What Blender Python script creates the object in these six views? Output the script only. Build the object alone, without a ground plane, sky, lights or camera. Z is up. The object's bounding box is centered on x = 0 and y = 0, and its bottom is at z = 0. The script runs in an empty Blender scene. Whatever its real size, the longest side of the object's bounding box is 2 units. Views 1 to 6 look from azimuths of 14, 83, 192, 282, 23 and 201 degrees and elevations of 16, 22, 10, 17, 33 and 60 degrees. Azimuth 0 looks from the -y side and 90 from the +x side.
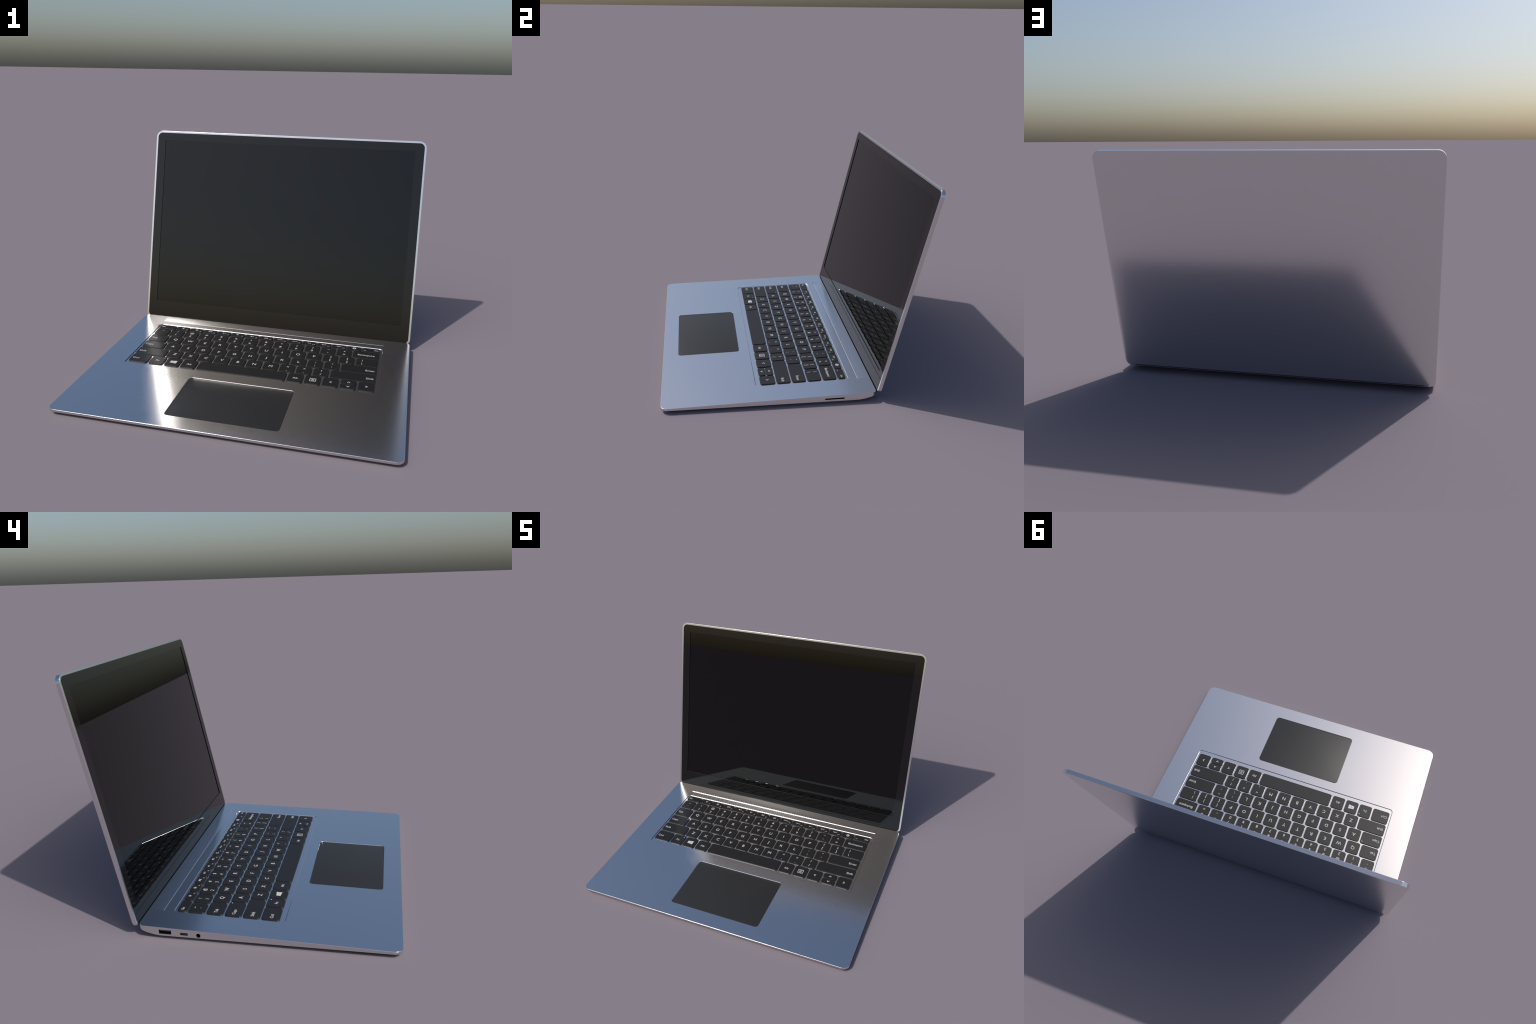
"""An open silver laptop: wedge-shaped metal base with sunken keyboard deck,
79 separate keys with white legends, glass trackpad, side ports, and a thin
metal lid with black bezel and recessed glossy display."""
import bpy, bmesh, math
from mathutils import Matrix, Vector

# ------------------------------------------------------------------ sizes
HALF_W = 1.0                       # half width of base and lid
Y_FRONT, Y_REAR = -0.882, 0.5550   # base footprint
SLOPE = 0.0225                     # deck rises towards the hinge
Z0 = 0.0355 + SLOPE * 0.882        # deck height at y = 0
R_FRONT, R_REAR = 0.047, 0.036     # plan corner radii of the base
LID_ANGLE = math.radians(12.18)    # lean of the lid behind the vertical
LID_ORIGIN = Vector((0.0, 0.5547, 0.0466))
LID_H, LID_T, LID_R = 1.4390, 0.0256, 0.047
KEY_TOP, TRAY_DEPTH = 0.0022, 0.0042


def deck_z(y):
    return Z0 + SLOPE * y


UNDERSIDE = [(-0.882, 0.0205), (0.30, 0.0152), (0.40, 0.0146), (0.435, 0.0152), (0.465, 0.0193),
             (0.495, 0.0262), (0.522, 0.0345), (0.543, 0.0428), (0.5575, 0.0500)]


def belly_z(y):
    for (y0, z0), (y1, z1) in zip(UNDERSIDE, UNDERSIDE[1:]):
        if y <= y1:
            return z0 + (z1 - z0) * (y - y0) / (y1 - y0)
    return UNDERSIDE[-1][1]


def edge_z(y):
    """Lower edge of the side wall without the rear upsweep."""
    return 0.0205 - 0.0059 * (min(y, 0.40) + 0.882) / 1.282


# ------------------------------------------------------------------ materials
def new_material(name, color, rough, metallic=0.0, specular=0.5, grain=0.0, grain_scale=300.0,
                 rough_var=0.0, tint=0.0, coat=0.0):
    m = bpy.data.materials.new(name)
    m.use_nodes = True
    nt = m.node_tree
    b = nt.nodes["Principled BSDF"]
    b.inputs["Base Color"].default_value = (*color, 1)
    b.inputs["Roughness"].default_value = rough
    b.inputs["Metallic"].default_value = metallic
    b.inputs["Specular IOR Level"].default_value = specular
    b.inputs["Coat Weight"].default_value = coat
    co = nt.nodes.new("ShaderNodeTexCoord")
    noise = nt.nodes.new("ShaderNodeTexNoise")
    noise.inputs["Scale"].default_value = grain_scale
    noise.inputs["Detail"].default_value = 3
    nt.links.new(co.outputs["Object"], noise.inputs["Vector"])
    if tint > 0:
        ramp = nt.nodes.new("ShaderNodeValToRGB")
        ramp.color_ramp.elements[0].position = 0.3
        ramp.color_ramp.elements[1].position = 0.7
        ramp.color_ramp.elements[0].color = (*[c * (1 - tint) for c in color], 1)
        ramp.color_ramp.elements[1].color = (*[min(1, c * (1 + tint)) for c in color], 1)
        nt.links.new(noise.outputs["Fac"], ramp.inputs["Fac"])
        nt.links.new(ramp.outputs["Color"], b.inputs["Base Color"])
    if rough_var > 0:
        mr = nt.nodes.new("ShaderNodeMapRange")
        mr.inputs["To Min"].default_value = rough - rough_var
        mr.inputs["To Max"].default_value = rough + rough_var
        nt.links.new(noise.outputs["Fac"], mr.inputs["Value"])
        nt.links.new(mr.outputs["Result"], b.inputs["Roughness"])
    if grain > 0:
        bump = nt.nodes.new("ShaderNodeBump")
        bump.inputs["Strength"].default_value = grain
        bump.inputs["Distance"].default_value = 0.0005
        nt.links.new(noise.outputs["Fac"], bump.inputs["Height"])
        nt.links.new(bump.outputs["Normal"], b.inputs["Normal"])
    return m


METAL = new_material("anodised_metal", (0.80, 0.79, 0.79), 0.19, metallic=1.0, grain_scale=420, rough_var=0.003, tint=0.004)
KEYCAP = new_material("dark_keycap_plastic", (0.0105, 0.0105, 0.0110), 0.46, specular=0.43, grain_scale=500, tint=0.05)
PAD = new_material("dark_trackpad_glass", (0.0190, 0.0190, 0.0192), 0.46, grain_scale=400, tint=0.03)
BEZEL = new_material("black_bezel_glass", (0.0042, 0.0042, 0.0046), 0.07, specular=0.47, grain_scale=300, tint=0.03)
SCREEN = new_material("display_glass", (0.0003, 0.0003, 0.0004), 0.015, specular=0.46, grain_scale=300, tint=0.03)
LEGEND = new_material("legend_white_print", (0.56, 0.56, 0.555), 0.5, grain_scale=300, tint=0.02)
RUBBER = new_material("black_rubber", (0.010, 0.010, 0.010), 0.6, grain_scale=300, tint=0.05)
SOCKET = new_material("black_socket_plastic", (0.008, 0.008, 0.008), 0.45, grain_scale=300, tint=0.05)
TONGUE = new_material("grey_socket_tongue", (0.07, 0.07, 0.072), 0.4, grain_scale=300, tint=0.05)

# ------------------------------------------------------------------ helpers
ROOT = bpy.data.objects.new("laptop", None)
ROOT["label"] = "open silver laptop with black keyboard and dark screen"
ROOT["category"] = "laptop"
bpy.context.collection.objects.link(ROOT)


def add_object(name, mesh, parent, matrix=None, material=None):
    o = bpy.data.objects.new(name, mesh)
    bpy.context.collection.objects.link(o)
    o.parent = parent
    if matrix is not None:
        o.matrix_local = matrix
    if material is not None and not mesh.materials:
        mesh.materials.append(material)
    return o


def mesh_from(bm, name, sharp_deg=18.0):
    bmesh.ops.recalc_face_normals(bm, faces=bm.faces)
    me = bpy.data.meshes.new(name)
    bm.to_mesh(me)
    bm.free()
    shade(me, sharp_deg)
    return me


def shade(me, sharp_deg):
    for p in me.polygons:
        p.use_smooth = True
    me.set_sharp_from_angle(angle=math.radians(sharp_deg))


def weighted(o):
    w = o.modifiers.new("weighted_normal", "WEIGHTED_NORMAL")
    w.keep_sharp = True
    w.mode = "FACE_AREA"
    w.weight = 100


def rounded_rect(x0, x1, y0, y1, r, n=8, r_top=None):
    """Counter-clockwise outline starting at the lower right arc."""
    rt = r if r_top is None else r_top
    pts = []
    for cx, cy, rad, a0 in ((x1 - r, y0 + r, r, -90), (x1 - rt, y1 - rt, rt, 0),
                            (x0 + rt, y1 - rt, rt, 90), (x0 + r, y0 + r, r, 180)):
        for i in range(n + 1):
            a = math.radians(a0 + 90.0 * i / n)
            pts.append((cx + rad * math.cos(a), cy + rad * math.sin(a)))
    return pts


def loft(bm, rings, cap_first=True, cap_last=True):
    """Skin a list of equally long closed rings of 3D points."""
    vs = [[bm.verts.new(p) for p in ring] for ring in rings]
    n = len(vs[0])
    for a, b in zip(vs, vs[1:]):
        for i in range(n):
            j = (i + 1) % n
            bm.faces.new((a[i], a[j], b[j], b[i]))
    if cap_first:
        bm.faces.new(vs[0][::-1])
    if cap_last:
        bm.faces.new(vs[-1])
    return vs


def slab(x0, x1, y0, y1, r, levels, n=8):
    """Rounded slab from (inset, height) levels, bottom to top."""
    bm = bmesh.new()
    loft(bm, [[(x, y, h) for x, y in rounded_rect(x0 + i, x1 - i, y0 + i, y1 - i, max(r - i, 0.001), n)]
              for i, h in levels])
    return bm


def apply_boolean(target_mesh, cutters):
    """Difference of a mesh with cutter bmeshes, returned as a new mesh."""
    base = bpy.data.objects.new("work_body", target_mesh)
    bpy.context.collection.objects.link(base)
    helpers = [base]
    for k, bm in enumerate(cutters):
        bmesh.ops.recalc_face_normals(bm, faces=bm.faces)
        cm = bpy.data.meshes.new("work_cutter")
        bm.to_mesh(cm)
        bm.free()
        co = bpy.data.objects.new("work_cutter", cm)
        bpy.context.collection.objects.link(co)
        helpers.append(co)
        mod = base.modifiers.new("cut", "BOOLEAN")
        mod.operation, mod.solver, mod.object = "DIFFERENCE", "EXACT", co
    dg = bpy.context.evaluated_depsgraph_get()
    dg.update()
    out = bpy.data.meshes.new_from_object(base.evaluated_get(dg), depsgraph=dg)
    for o in helpers:
        me = o.data
        bpy.data.objects.remove(o)
        bpy.data.meshes.remove(me)
    return out


# deck frame: x across, y back along the deck, z out of the deck
DECK = Matrix.Translation((0, 0, Z0)) @ Matrix.Rotation(math.atan(SLOPE), 4, "X")


def deck_bm(bm):
    bmesh.ops.transform(bm, matrix=DECK, verts=bm.verts)
    return bm


# ------------------------------------------------------------------ base
def base_outline(inset):
    """Right half of the plan outline, front to rear, as (x, y)."""
    w, yf, yr = HALF_W - inset, Y_FRONT + inset, Y_REAR - inset
    rf, rr = R_FRONT - inset, R_REAR - inset
    pts, n = [], 10
    for i in range(n + 1):
        a = math.radians(-90 + 90 * i / n)
        pts.append((w - rf + rf * math.cos(a), yf + rf + rf * math.sin(a)))
    for y in (0.30, 0.40, 0.435, 0.465, 0.495):
        pts.append((w, y))
    for i in range(n + 1):
        a = math.radians(90 * i / n)
        pts.append((w - rr + rr * math.cos(a), yr - rr + rr * math.sin(a)))
    return pts


def build_base():
    bm = bmesh.new()
    levels = []
    e = 0.0017
    for i in range(7):                       # rounded upper edge
        a = math.radians(15 * i)
        levels.append((e * (1 - math.sin(a)), "top", -e * (1 - math.cos(a))))
    levels.append((0.0, "belly", 0.0012))
    levels.append((0.0006, "belly", 0.0))
    for i in range(1, 7):                    # underside falls away to a flat bottom plate
        t = i / 6
        levels.append((0.0006 + 0.023 * t, "under", t ** 0.9))
    rings = []
    for inset, ref, off in levels:
        right = base_outline(inset)
        ring = [(x, y) for x, y in right] + [(-x, y) for x, y in reversed(right)]
        if ref == "under":
            rings.append([(x, y, belly_z(y) - off * (edge_z(y) - 0.0022)) for x, y in ring])
        else:
            z = deck_z if ref == "top" else belly_z
            rings.append([(x, y, z(y) + off) for x, y in ring])
    vs = loft(bm, rings, cap_first=False, cap_last=False)
    half = len(vs[0]) // 2
    bm.faces.new(vs[0][::-1])                # deck: one flat face
    last = vs[-1]                            # belly: bands across the width
    for i in range(half - 1):
        bm.faces.new((last[i], last[i + 1], last[-2 - i], last[-1 - i]))
    bmesh.ops.recalc_face_normals(bm, faces=bm.faces)
    me = bpy.data.meshes.new("base")
    bm.to_mesh(me)
    bm.free()

    cutters = []
    # keyboard tray with softly rounded walls
    wall = [(0.0042, -TRAY_DEPTH), (0.0027, -0.0035), (0.0013, -0.0023), (0.0004, -0.0010), (0.0, 0.0), (-0.001, 0.02)]
    cutters.append(deck_bm(slab(-0.8222, 0.8222, -0.2432, 0.4085, 0.026, wall)))
    # trackpad well
    wall = [(0.0020, -0.0070), (0.0015, -0.0025), (0.0009, -0.0017), (0.0003, -0.0008), (0.0, 0.0), (-0.001, 0.02)]
    cutters.append(deck_bm(slab(-0.3345, 0.3345, -0.7710, -0.3160, 0.024, wall)))
    # vent step in front of the hinge: a 45 degree wall, then a surface easing back up to the deck
    prof = [(0.4610, 0.02), (0.4616, -0.0072), (0.4685, -0.0016)]
    for i in range(1, 13):
        t = i / 12
        prof.append((0.4685 + 0.0888 * t, -0.0016 * (1 - t) ** 2 + 0.00002 * t))
    prof.append((0.5580, 0.02))
    bm = bmesh.new()
    loft(bm, [[(x, y, h) for y, h in prof] for x in (-0.8215, 0.8215)])
    cutters.append(deck_bm(bm))

    # side sockets: outlines in the (y, z) plane pushed into the wall
    def socket(side, y, z, w, h, r, tilt=0.0, depth=0.04):
        b = bmesh.new()
        out = rounded_rect(-w / 2, w / 2, -h / 2, h / 2, r, 6)
        ct, st = math.cos(tilt), math.sin(tilt)
        ring = [(y + p * ct - q * st, z + p * st + q * ct) for p, q in out]
        loft(b, [[(side * 0.99 - side * depth + 0.0, a, c) for a, c in ring], [(side * 1.01, a, c) for a, c in ring]])
        return b
    for s in SOCKETS:
        cutters.append(socket(*s[:6], tilt=s[6]))
    me2 = apply_boolean(me, cutters)
    me2.name = "base"
    shade(me2, 17)
    o = add_object("base", me2, ROOT, material=METAL)
    weighted(o)
    return o


# side, y, z, width, height, corner radius, tilt
USB_A = (-1, 0.3973, 0.0384, 0.0705, 0.0250, 0.0025, 0.0)
USB_C = (-1, 0.2887, 0.0350, 0.0450, 0.0150, 0.0068, 0.0)
JACK = (-1, 0.2070, 0.0330, 0.0245, 0.0245, 0.0122, 0.0)
DOCK = (1, 0.2694, 0.0358, 0.1340, 0.0108, 0.0050, 0.004)
SOCKETS = (USB_A, USB_C, JACK, DOCK)

base = build_base()


def socket_liner(side, y, z, w, h, r, tilt):
    """Dark cup lining a socket, open to the outside."""
    bm = bmesh.new()
    out = rounded_rect(-w / 2, w / 2, -h / 2, h / 2, r, 6)

    def ring(x, s):
        g = 0.0004 + s
        return [(side * x, y + p * (1 - 2 * g / w), z + q * (1 - 2 * g / h)) for p, q in out]
    loft(bm, [ring(0.9985, 0.0), ring(0.952, 0.0)], cap_first=False, cap_last=True)
    return bm


for s in SOCKETS:
    bm = socket_liner(*s)
    o = add_object("port", mesh_from(bm, "port"), base, material=SOCKET)
for (side, y, z, w, h, *_), frac in ((USB_A, 0.42), (USB_C, 0.38)):
    bm = slab(side * 0.99 - 0.030 if side > 0 else -0.9965, side * 0.99 if side > 0 else -0.955,
              y - w * 0.41, y + w * 0.41, 0.001, [(0, z + (0.14 if h > 0.02 else -0.18) * h), (0, z + (0.14 if h > 0.02 else -0.18) * h + h * frac * 0.7)], 2)
    add_object("port_tongue", mesh_from(bm, "port_tongue"), base, material=TONGUE)

# trackpad plate seated in its well
bm = slab(-0.3328, 0.3328, -0.7693, -0.3177, 0.0224, [(0.0, -0.0078), (0.0, -0.0030), (0.0002, -0.0027), (0.0006, -0.0026)])
add_object("trackpad", mesh_from(deck_bm(bm), "trackpad"), base, material=PAD)

# rubber feet under the base
for x, y0, y1, hw in ((-0.62, -0.80, -0.76, 0.16), (0.62, -0.80, -0.76, 0.16), (-0.62, 0.34, 0.38, 0.16), (0.62, 0.34, 0.38, 0.16)):
    bm = slab(x - hw, x + hw, y0, y1, 0.018, [(0.003, 0.0), (0.0, 0.003), (0.0, 0.006)], 6)
    add_object("foot", mesh_from(bm, "foot"), base, material=RUBBER)

# hinge barrel in the slot between base and lid
bm = bmesh.new()
loft(bm, [[(x, 0.5655 + 0.0165 * math.cos(a), 0.0505 + 0.0105 * math.sin(a)) for a in [2 * math.pi * i / 20 for i in range(20)]]
          for x in (-0.93, 0.93)])
add_object("hinge", mesh_from(bm, "hinge", 30), ROOT, material=RUBBER)

# ------------------------------------------------------------------ lid
# lid frame: x across, y up the lid, z out of the screen towards the user
LID = Matrix.Translation(LID_ORIGIN) @ Matrix.Rotation(math.radians(90) - LID_ANGLE, 4, "X")


def lid_ring(inset, h, bottom=0.0, n=10):
    r = max(LID_R - inset, 0.004)
    return [(x, y, h) for x, y in rounded_rect(-HALF_W + inset, HALF_W - inset, inset + bottom, LID_H - inset, r, n)]


RIM = 0.0132
bm = bmesh.new()
e = 0.0012
levels = [(0.0190, -LID_T), (0.0100, -LID_T + 0.0002), (0.0045, -LID_T + 0.0005), (0.0010, -LID_T + 0.0011), (0.0, -LID_T + 0.0020)]
for i in range(6):
    a = math.radians(18 * i)
    levels.append((e * (1 - math.cos(a)), -e * (1 - math.sin(a))))
levels += [(RIM, 0.0), (RIM, -0.0090)]
loft(bm, [lid_ring(i, h) for i, h in levels])
lid = add_object("lid", mesh_from(bm, "lid", 20), ROOT, LID, METAL)
weighted(lid)

# black glass bezel: a frame seated in the rim, with the display sunk inside it
SX, SY0, SY1, SINK = 0.9262, 0.1390, 1.3690, 0.0042
bm = bmesh.new()
outer = [lid_ring(RIM + 0.0002, -0.0085), lid_ring(RIM + 0.0002, -0.0006), lid_ring(RIM + 0.0007, 0.0001)]
n = len(outer[0])
inner = rounded_rect(-SX, SX, SY0, SY1, 0.003, 10)
bev = rounded_rect(-SX - 0.0003, SX + 0.0003, SY0 - 0.0004, SY1 + 0.0003, 0.0033, 10)
rings = outer + [[(x, y, 0.0001) for x, y in bev], [(x, y, -0.0002) for x, y in inner], [(x, y, -0.0085) for x, y in inner]]
vs = [[bm.verts.new(p) for p in ring] for ring in rings]
for k in range(len(vs)):
    a, b = vs[k], vs[(k + 1) % len(vs)]
    for i in range(n):
        j = (i + 1) % n
        bm.faces.new((a[i], a[j], b[j], b[i]))
bez = add_object("bezel", mesh_from(bm, "bezel", 20), lid, material=BEZEL)
weighted(bez)

bm = slab(-SX - 0.0003, SX + 0.0003, SY0 - 0.0003, SY1 + 0.0003, 0.003, [(0, -0.0083), (0, -SINK)], 10)
add_object("display", mesh_from(bm, "display"), lid, material=SCREEN)

# ------------------------------------------------------------------ keyboard
font_probe = {}


def text_mesh(body, cap):
    """Text as a flat mesh (list of verts, faces), cap height = cap, centred."""
    cu = bpy.data.curves.new("work_text", "FONT")
    cu.body = body
    cu.size = 1.0
    cu.resolution_u = 3
    ob = bpy.data.objects.new("work_text", cu)
    bpy.context.collection.objects.link(ob)
    dg = bpy.context.evaluated_depsgraph_get()
    dg.update()
    me = bpy.data.meshes.new_from_object(ob.evaluated_get(dg), depsgraph=dg)
    verts = [v.co.copy() for v in me.vertices]
    faces = [tuple(p.vertices) for p in me.polygons]
    bpy.data.objects.remove(ob)
    bpy.data.curves.remove(cu)
    bpy.data.meshes.remove(me)
    s = cap / 0.68
    verts = [Vector((v.x * s, v.y * s, 0)) for v in verts]
    return verts, faces


class Legend:
    """Collects flat printed shapes in key coordinates."""

    def __init__(self):
        self.bm = bmesh.new()

    def text(self, body, x, y, cap, align="C", vcentre=True):
        verts, faces = text_mesh(body, cap)
        xs, ys = [v.x for v in verts], [v.y for v in verts]
        dx = {"C": -(min(xs) + max(xs)) / 2, "L": -min(xs), "R": -max(xs)}[align]
        dy = -(min(ys) + max(ys)) / 2 if vcentre else -cap / 2
        new = [self.bm.verts.new((v.x + dx + x, v.y + dy + y, 0)) for v in verts]
        for f in faces:
            self.bm.faces.new([new[i] for i in f])

    def poly(self, pts):
        self.bm.faces.new([self.bm.verts.new((x, y, 0)) for x, y in pts])

    def box(self, x, y, w, h):
        self.poly([(x - w / 2, y - h / 2), (x + w / 2, y - h / 2), (x + w / 2, y + h / 2), (x - w / 2, y + h / 2)])

    def disc(self, x, y, r, n=16):
        self.poly([(x + r * math.cos(2 * math.pi * i / n), y + r * math.sin(2 * math.pi * i / n)) for i in range(n)])

    def ring(self, x, y, r0, r1, a0=0, a1=360, n=20):
        for i in range(n):
            p, q = math.radians(a0 + (a1 - a0) * i / n), math.radians(a0 + (a1 - a0) * (i + 1) / n)
            self.poly([(x + r * math.cos(t), y + r * math.sin(t)) for r, t in ((r0, p), (r1, p), (r1, q), (r0, q))])

    def stroke(self, x0, y0, x1, y1, w):
        d = Vector((x1 - x0, y1 - y0)).normalized() * (w / 2)
        self.poly([(x0 + d.y, y0 - d.x), (x1 + d.y, y1 - d.x), (x1 - d.y, y1 + d.x), (x0 - d.y, y0 + d.x)])

    def finish(self):
        bm = self.bm
        ret = bmesh.ops.extrude_face_region(bm, geom=bm.faces[:])
        bmesh.ops.translate(bm, vec=(0, 0, 0.0004), verts=[g for g in ret["geom"] if isinstance(g, bmesh.types.BMVert)])
        return mesh_from(bm, "legend", 30)


def chevron(L, dx, dy, s=0.0085, w=0.0036):
    """Arrow head pointing along (dx, dy)."""
    px, py = -dy, dx
    tip = (dx * s * 0.8, dy * s * 0.8)
    for k in (1, -1):
        L.stroke(-dx * s * 0.8 + k * px * s, -dy * s * 0.8 + k * py * s, tip[0], tip[1], w)


def speaker(L, x, y):
    L.poly([(x - 0.010, y - 0.0035), (x - 0.006, y - 0.0035), (x, y - 0.009), (x, y + 0.009), (x - 0.006, y + 0.0035), (x - 0.010, y + 0.0035)])


def icon_dim(L):
    L.disc(0, 0.004, 0.0055)
    for i in range(8):
        a = math.pi * i / 4
        L.disc(0.0095 * math.cos(a), 0.004 + 0.0095 * math.sin(a), 0.0013, 8)


def icon_bright(L):
    L.disc(0, 0.004, 0.0055)
    for i in range(8):
        a = math.pi * i / 4
        c, s = math.cos(a), math.sin(a)
        L.stroke(0.0075 * c, 0.004 + 0.0075 * s, 0.012 * c, 0.004 + 0.012 * s, 0.0022)


def icon_play(L):
    L.poly([(-0.013, -0.005), (0.0, 0.004), (-0.013, 0.013)])
    L.box(0.0045, 0.004, 0.003, 0.018)
    L.box(0.0110, 0.004, 0.003, 0.018)


def icon_mute(L):
    speaker(L, -0.002, 0.004)
    L.stroke(0.004, -0.001, 0.013, 0.009, 0.002)
    L.stroke(0.004, 0.009, 0.013, -0.001, 0.002)


def icon_quiet(L):
    speaker(L, -0.002, 0.004)
    L.ring(-0.002, 0.004, 0.006, 0.0082, -45, 45, 8)


def icon_loud(L):
    icon_quiet(L)
    L.ring(-0.002, 0.004, 0.0105, 0.0127, -45, 45, 10)


def icon_backlight(L):
    L.box(0, -0.004, 0.026, 0.0035)
    for a in (30, 60, 90, 120, 150):
        c, s = math.cos(math.radians(a)), math.sin(math.radians(a))
        L.stroke(0.008 * c, -0.001 + 0.008 * s, 0.014 * c, -0.001 + 0.014 * s, 0.002)


def icon_power(L):
    L.ring(0, 0.003, 0.0055, 0.0125)


def icon_window(L):
    for x0, x1 in ((-0.0215, -0.0010), (0.0005, 0.0220)):
        for lo, hi in ((-1, -0.04), (0.04, 1)):
            k0, k1 = 0.0125 + 0.005 * (x0 + 0.021) / 0.043, 0.0125 + 0.005 * (x1 + 0.021) / 0.043
            L.poly([(x0, lo * k0), (x1, lo * k1), (x1, hi * k1), (x0, hi * k0)])


def icon_menu(L):
    w, h, t = 0.040, 0.038, 0.0032
    for s in (1, -1):
        L.box(0, s * (h - t) / 2, w, t)
        L.box(s * (w - t) / 2, 0, t, h - 2 * t - 0.0004)
    for y in (0.0085, 0.0, -0.0085):
        L.box(0, y, 0.020, 0.0030)


P = 0.1104           # key pitch
KW, KH = 0.0897, 0.0900
ROWS = {"bottom": (-0.2040, -0.1065), "z": (-0.0900, 0.0), "a": (0.0165, 0.1065),
        "q": (0.1245, 0.2145), "num": (0.2325, 0.3225), "fn": (0.3390, 0.3860)}
LEFT, RIGHT = -0.8015, 0.7980
WORD, LETTER, DIGIT = 0.0190, 0.0255, 0.0225


def word(text, align="C", off=0.0):
    return lambda L, w: L.text(text, {"L": -w / 2 + 0.0125, "R": w / 2 - 0.0125, "C": 0}[align] + off, -0.004, WORD, align)


def letter(ch):
    return lambda L, w: L.text(ch, 0, 0.0, LETTER)


def pair(hi, lo, x=0.0, size=DIGIT):
    def draw(L, w):
        px = x if x == 0 else -w / 2 + x
        L.text(hi, px, 0.0205, size * 0.92, vcentre=hi not in "~^*-\"'")
        L.text(lo, px, -0.0235, size, vcentre=lo not in ",.'`")
    return draw


def shape(fn):
    return lambda L, w: fn(L)


def func(icon, label):
    def draw(L, w):
        if callable(icon):
            icon(L)
        else:
            L.text(icon, -0.002, 0.004, 0.0105)
        L.text(label, w / 2 - 0.009, -0.0125, 0.0085, "R")
    return draw


KEYS = []            # (x0, x1, row, draw, y0 override, y1 override)


def put(x0, x1, row, draw=None, ys=None):
    KEYS.append((x0, x1, *(ys or ROWS[row]), draw))


def run(x, row, draws):
    for d in draws:
        put(x, x + KW, row, d)
        x += P
    return x


def with_dot(draw):
    def both(L, w):
        draw(L, w)
        L.disc(w / 2 - 0.0125, 0.0335, 0.0036, 12)
    return both


# bottom row
put(LEFT, -0.6810, "bottom", word("Ctrl", "L"))
put(-0.6612, -0.5715, "bottom", with_dot(word("Fn")))
put(-0.5518, -0.4621, "bottom", shape(icon_window))
put(-0.4412, -0.3515, "bottom", word("Alt"))
put(-0.3300, 0.2435, "bottom")
put(0.2638, 0.3535, "bottom", word("Alt"))
put(0.3748, 0.4645, "bottom", shape(icon_menu))
put(0.4860, 0.5757, "bottom", lambda L, w: chevron(L, -1, 0))
put(0.5965, 0.6862, "bottom", lambda L, w: chevron(L, 0, -1), (-0.2040, -0.1607))
put(0.5965, 0.6862, "bottom", lambda L, w: chevron(L, 0, 1), (-0.1503, -0.1065))
put(0.7070, RIGHT, "bottom", lambda L, w: chevron(L, 1, 0))
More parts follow.
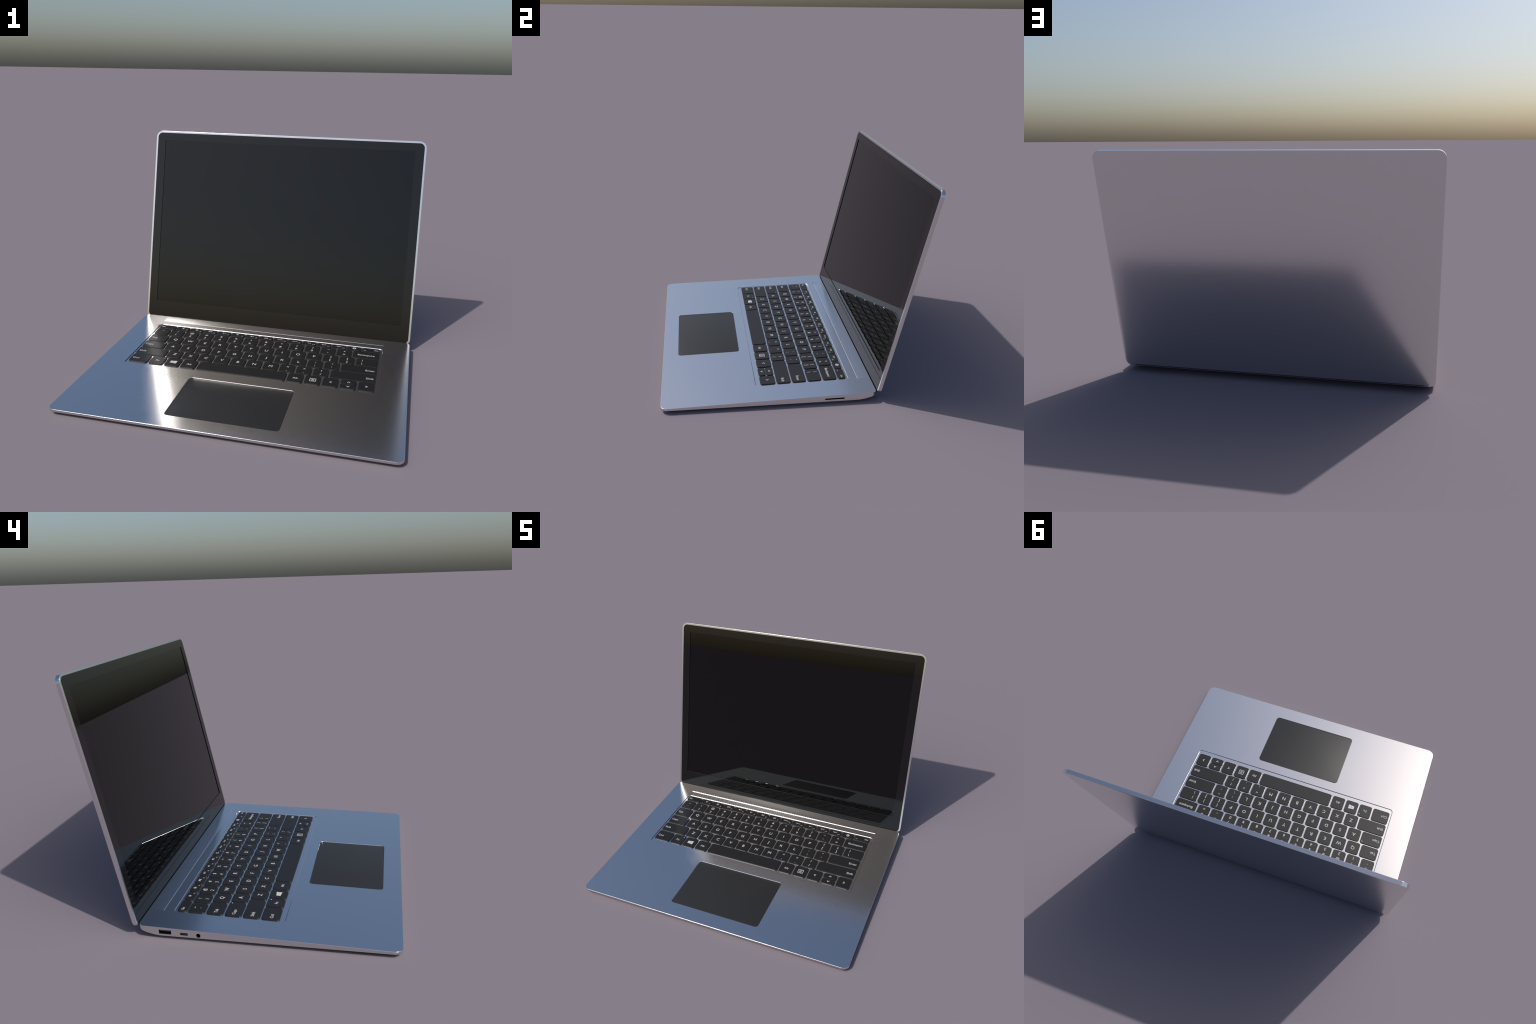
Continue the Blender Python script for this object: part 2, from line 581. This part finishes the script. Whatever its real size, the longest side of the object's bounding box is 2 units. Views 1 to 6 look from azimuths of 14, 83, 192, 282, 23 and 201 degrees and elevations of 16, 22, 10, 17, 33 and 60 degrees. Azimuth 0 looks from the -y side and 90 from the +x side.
# letter rows
put(LEFT, -0.6025, "z", word("Shift", "L"))
x = run(-0.5830, "z", [letter(c) for c in "ZXCVBNM"] + [pair("<", ","), pair(">", "."), pair("?", "/")])
put(x, RIGHT, "z", word("Shift", "R"))
put(LEFT, -0.6570, "a", with_dot(word("Caps", "L")))
x = run(-0.6375, "a", [letter(c) for c in "ASDFGHJKL"] + [pair(":", ";"), pair("\"", "'")])
put(x, RIGHT, "a", word("Enter", "R"))
put(LEFT, -0.6815, "q", word("Tab", "L"))
x = run(-0.6610, "q", [letter(c) for c in "QWERTYUIOP"] + [pair("{", "["), pair("}", "]")])
put(x, RIGHT, "q", pair("|", "\\", 0.0365))
x = run(LEFT, "num", [pair("~", "`")] + [pair(a, b) for a, b in zip("!@#$%^&*()", "1234567890")] + [pair("_", "-"), pair("+", "=")])
put(x, RIGHT, "num", word("Backspace"))
# function row
PF = 0.1047
put(LEFT, -0.6890, "fn", lambda L, w: L.text("Esc", -w / 2 + 0.0125, 0.0, 0.0155, "L"))
FN = [func(icon_dim, "F1"), func(icon_bright, "F2"), func(icon_play, "F3"), func(icon_mute, "F4"), func(icon_quiet, "F5"),
      func(icon_loud, "F6"), func(icon_backlight, "F7"), func("PrtScn", "F8"), func("Home", "F9"), func("End", "F10"),
      func("PgUp", "F11"), func("PgDn", "F12"), shape(icon_power)]
for k, d in enumerate(FN):
    x0 = -0.6738 + PF * k
    put(x0, x0 + KW, "fn", d)
put(0.6885, RIGHT, "fn", lambda L, w: (L.text("Del", w / 2 - 0.010, 0.002, 0.0135, "R"), L.text("Ins", -w / 2 + 0.010, -0.010, 0.0085, "L")))

GROW = (0.0034, 0.0029)   # cap outline beyond the nominal key grid
key_meshes = {}
for x0, x1, y0, y1, draw in KEYS:
    x0, x1, y0, y1 = x0 - GROW[0], x1 + GROW[0], y0 - GROW[1], y1 + GROW[1]
    w, h = x1 - x0, y1 - y0
    tag = (round(w, 4), round(h, 4))
    if tag not in key_meshes:
        top = KEY_TOP + TRAY_DEPTH
        lv = [(-0.0014, -0.0006), (-0.0012, top - 0.0012), (-0.0008, top - 0.0004), (0.0, top)]
        bm = slab(-w / 2, w / 2, -h / 2, h / 2, 0.0150, lv, 6)
        key_meshes[tag] = mesh_from(bm, "key", 40)
    k = add_object("key", key_meshes[tag], ROOT,
                   DECK @ Matrix.Translation(((x0 + x1) / 2, (y0 + y1) / 2, -TRAY_DEPTH)), KEYCAP)
    weighted(k)
    if draw:
        L = Legend()
        draw(L, w)
        add_object("legend", L.finish(), k, Matrix.Translation((0, 0, KEY_TOP + TRAY_DEPTH + 0.0001)), LEGEND)
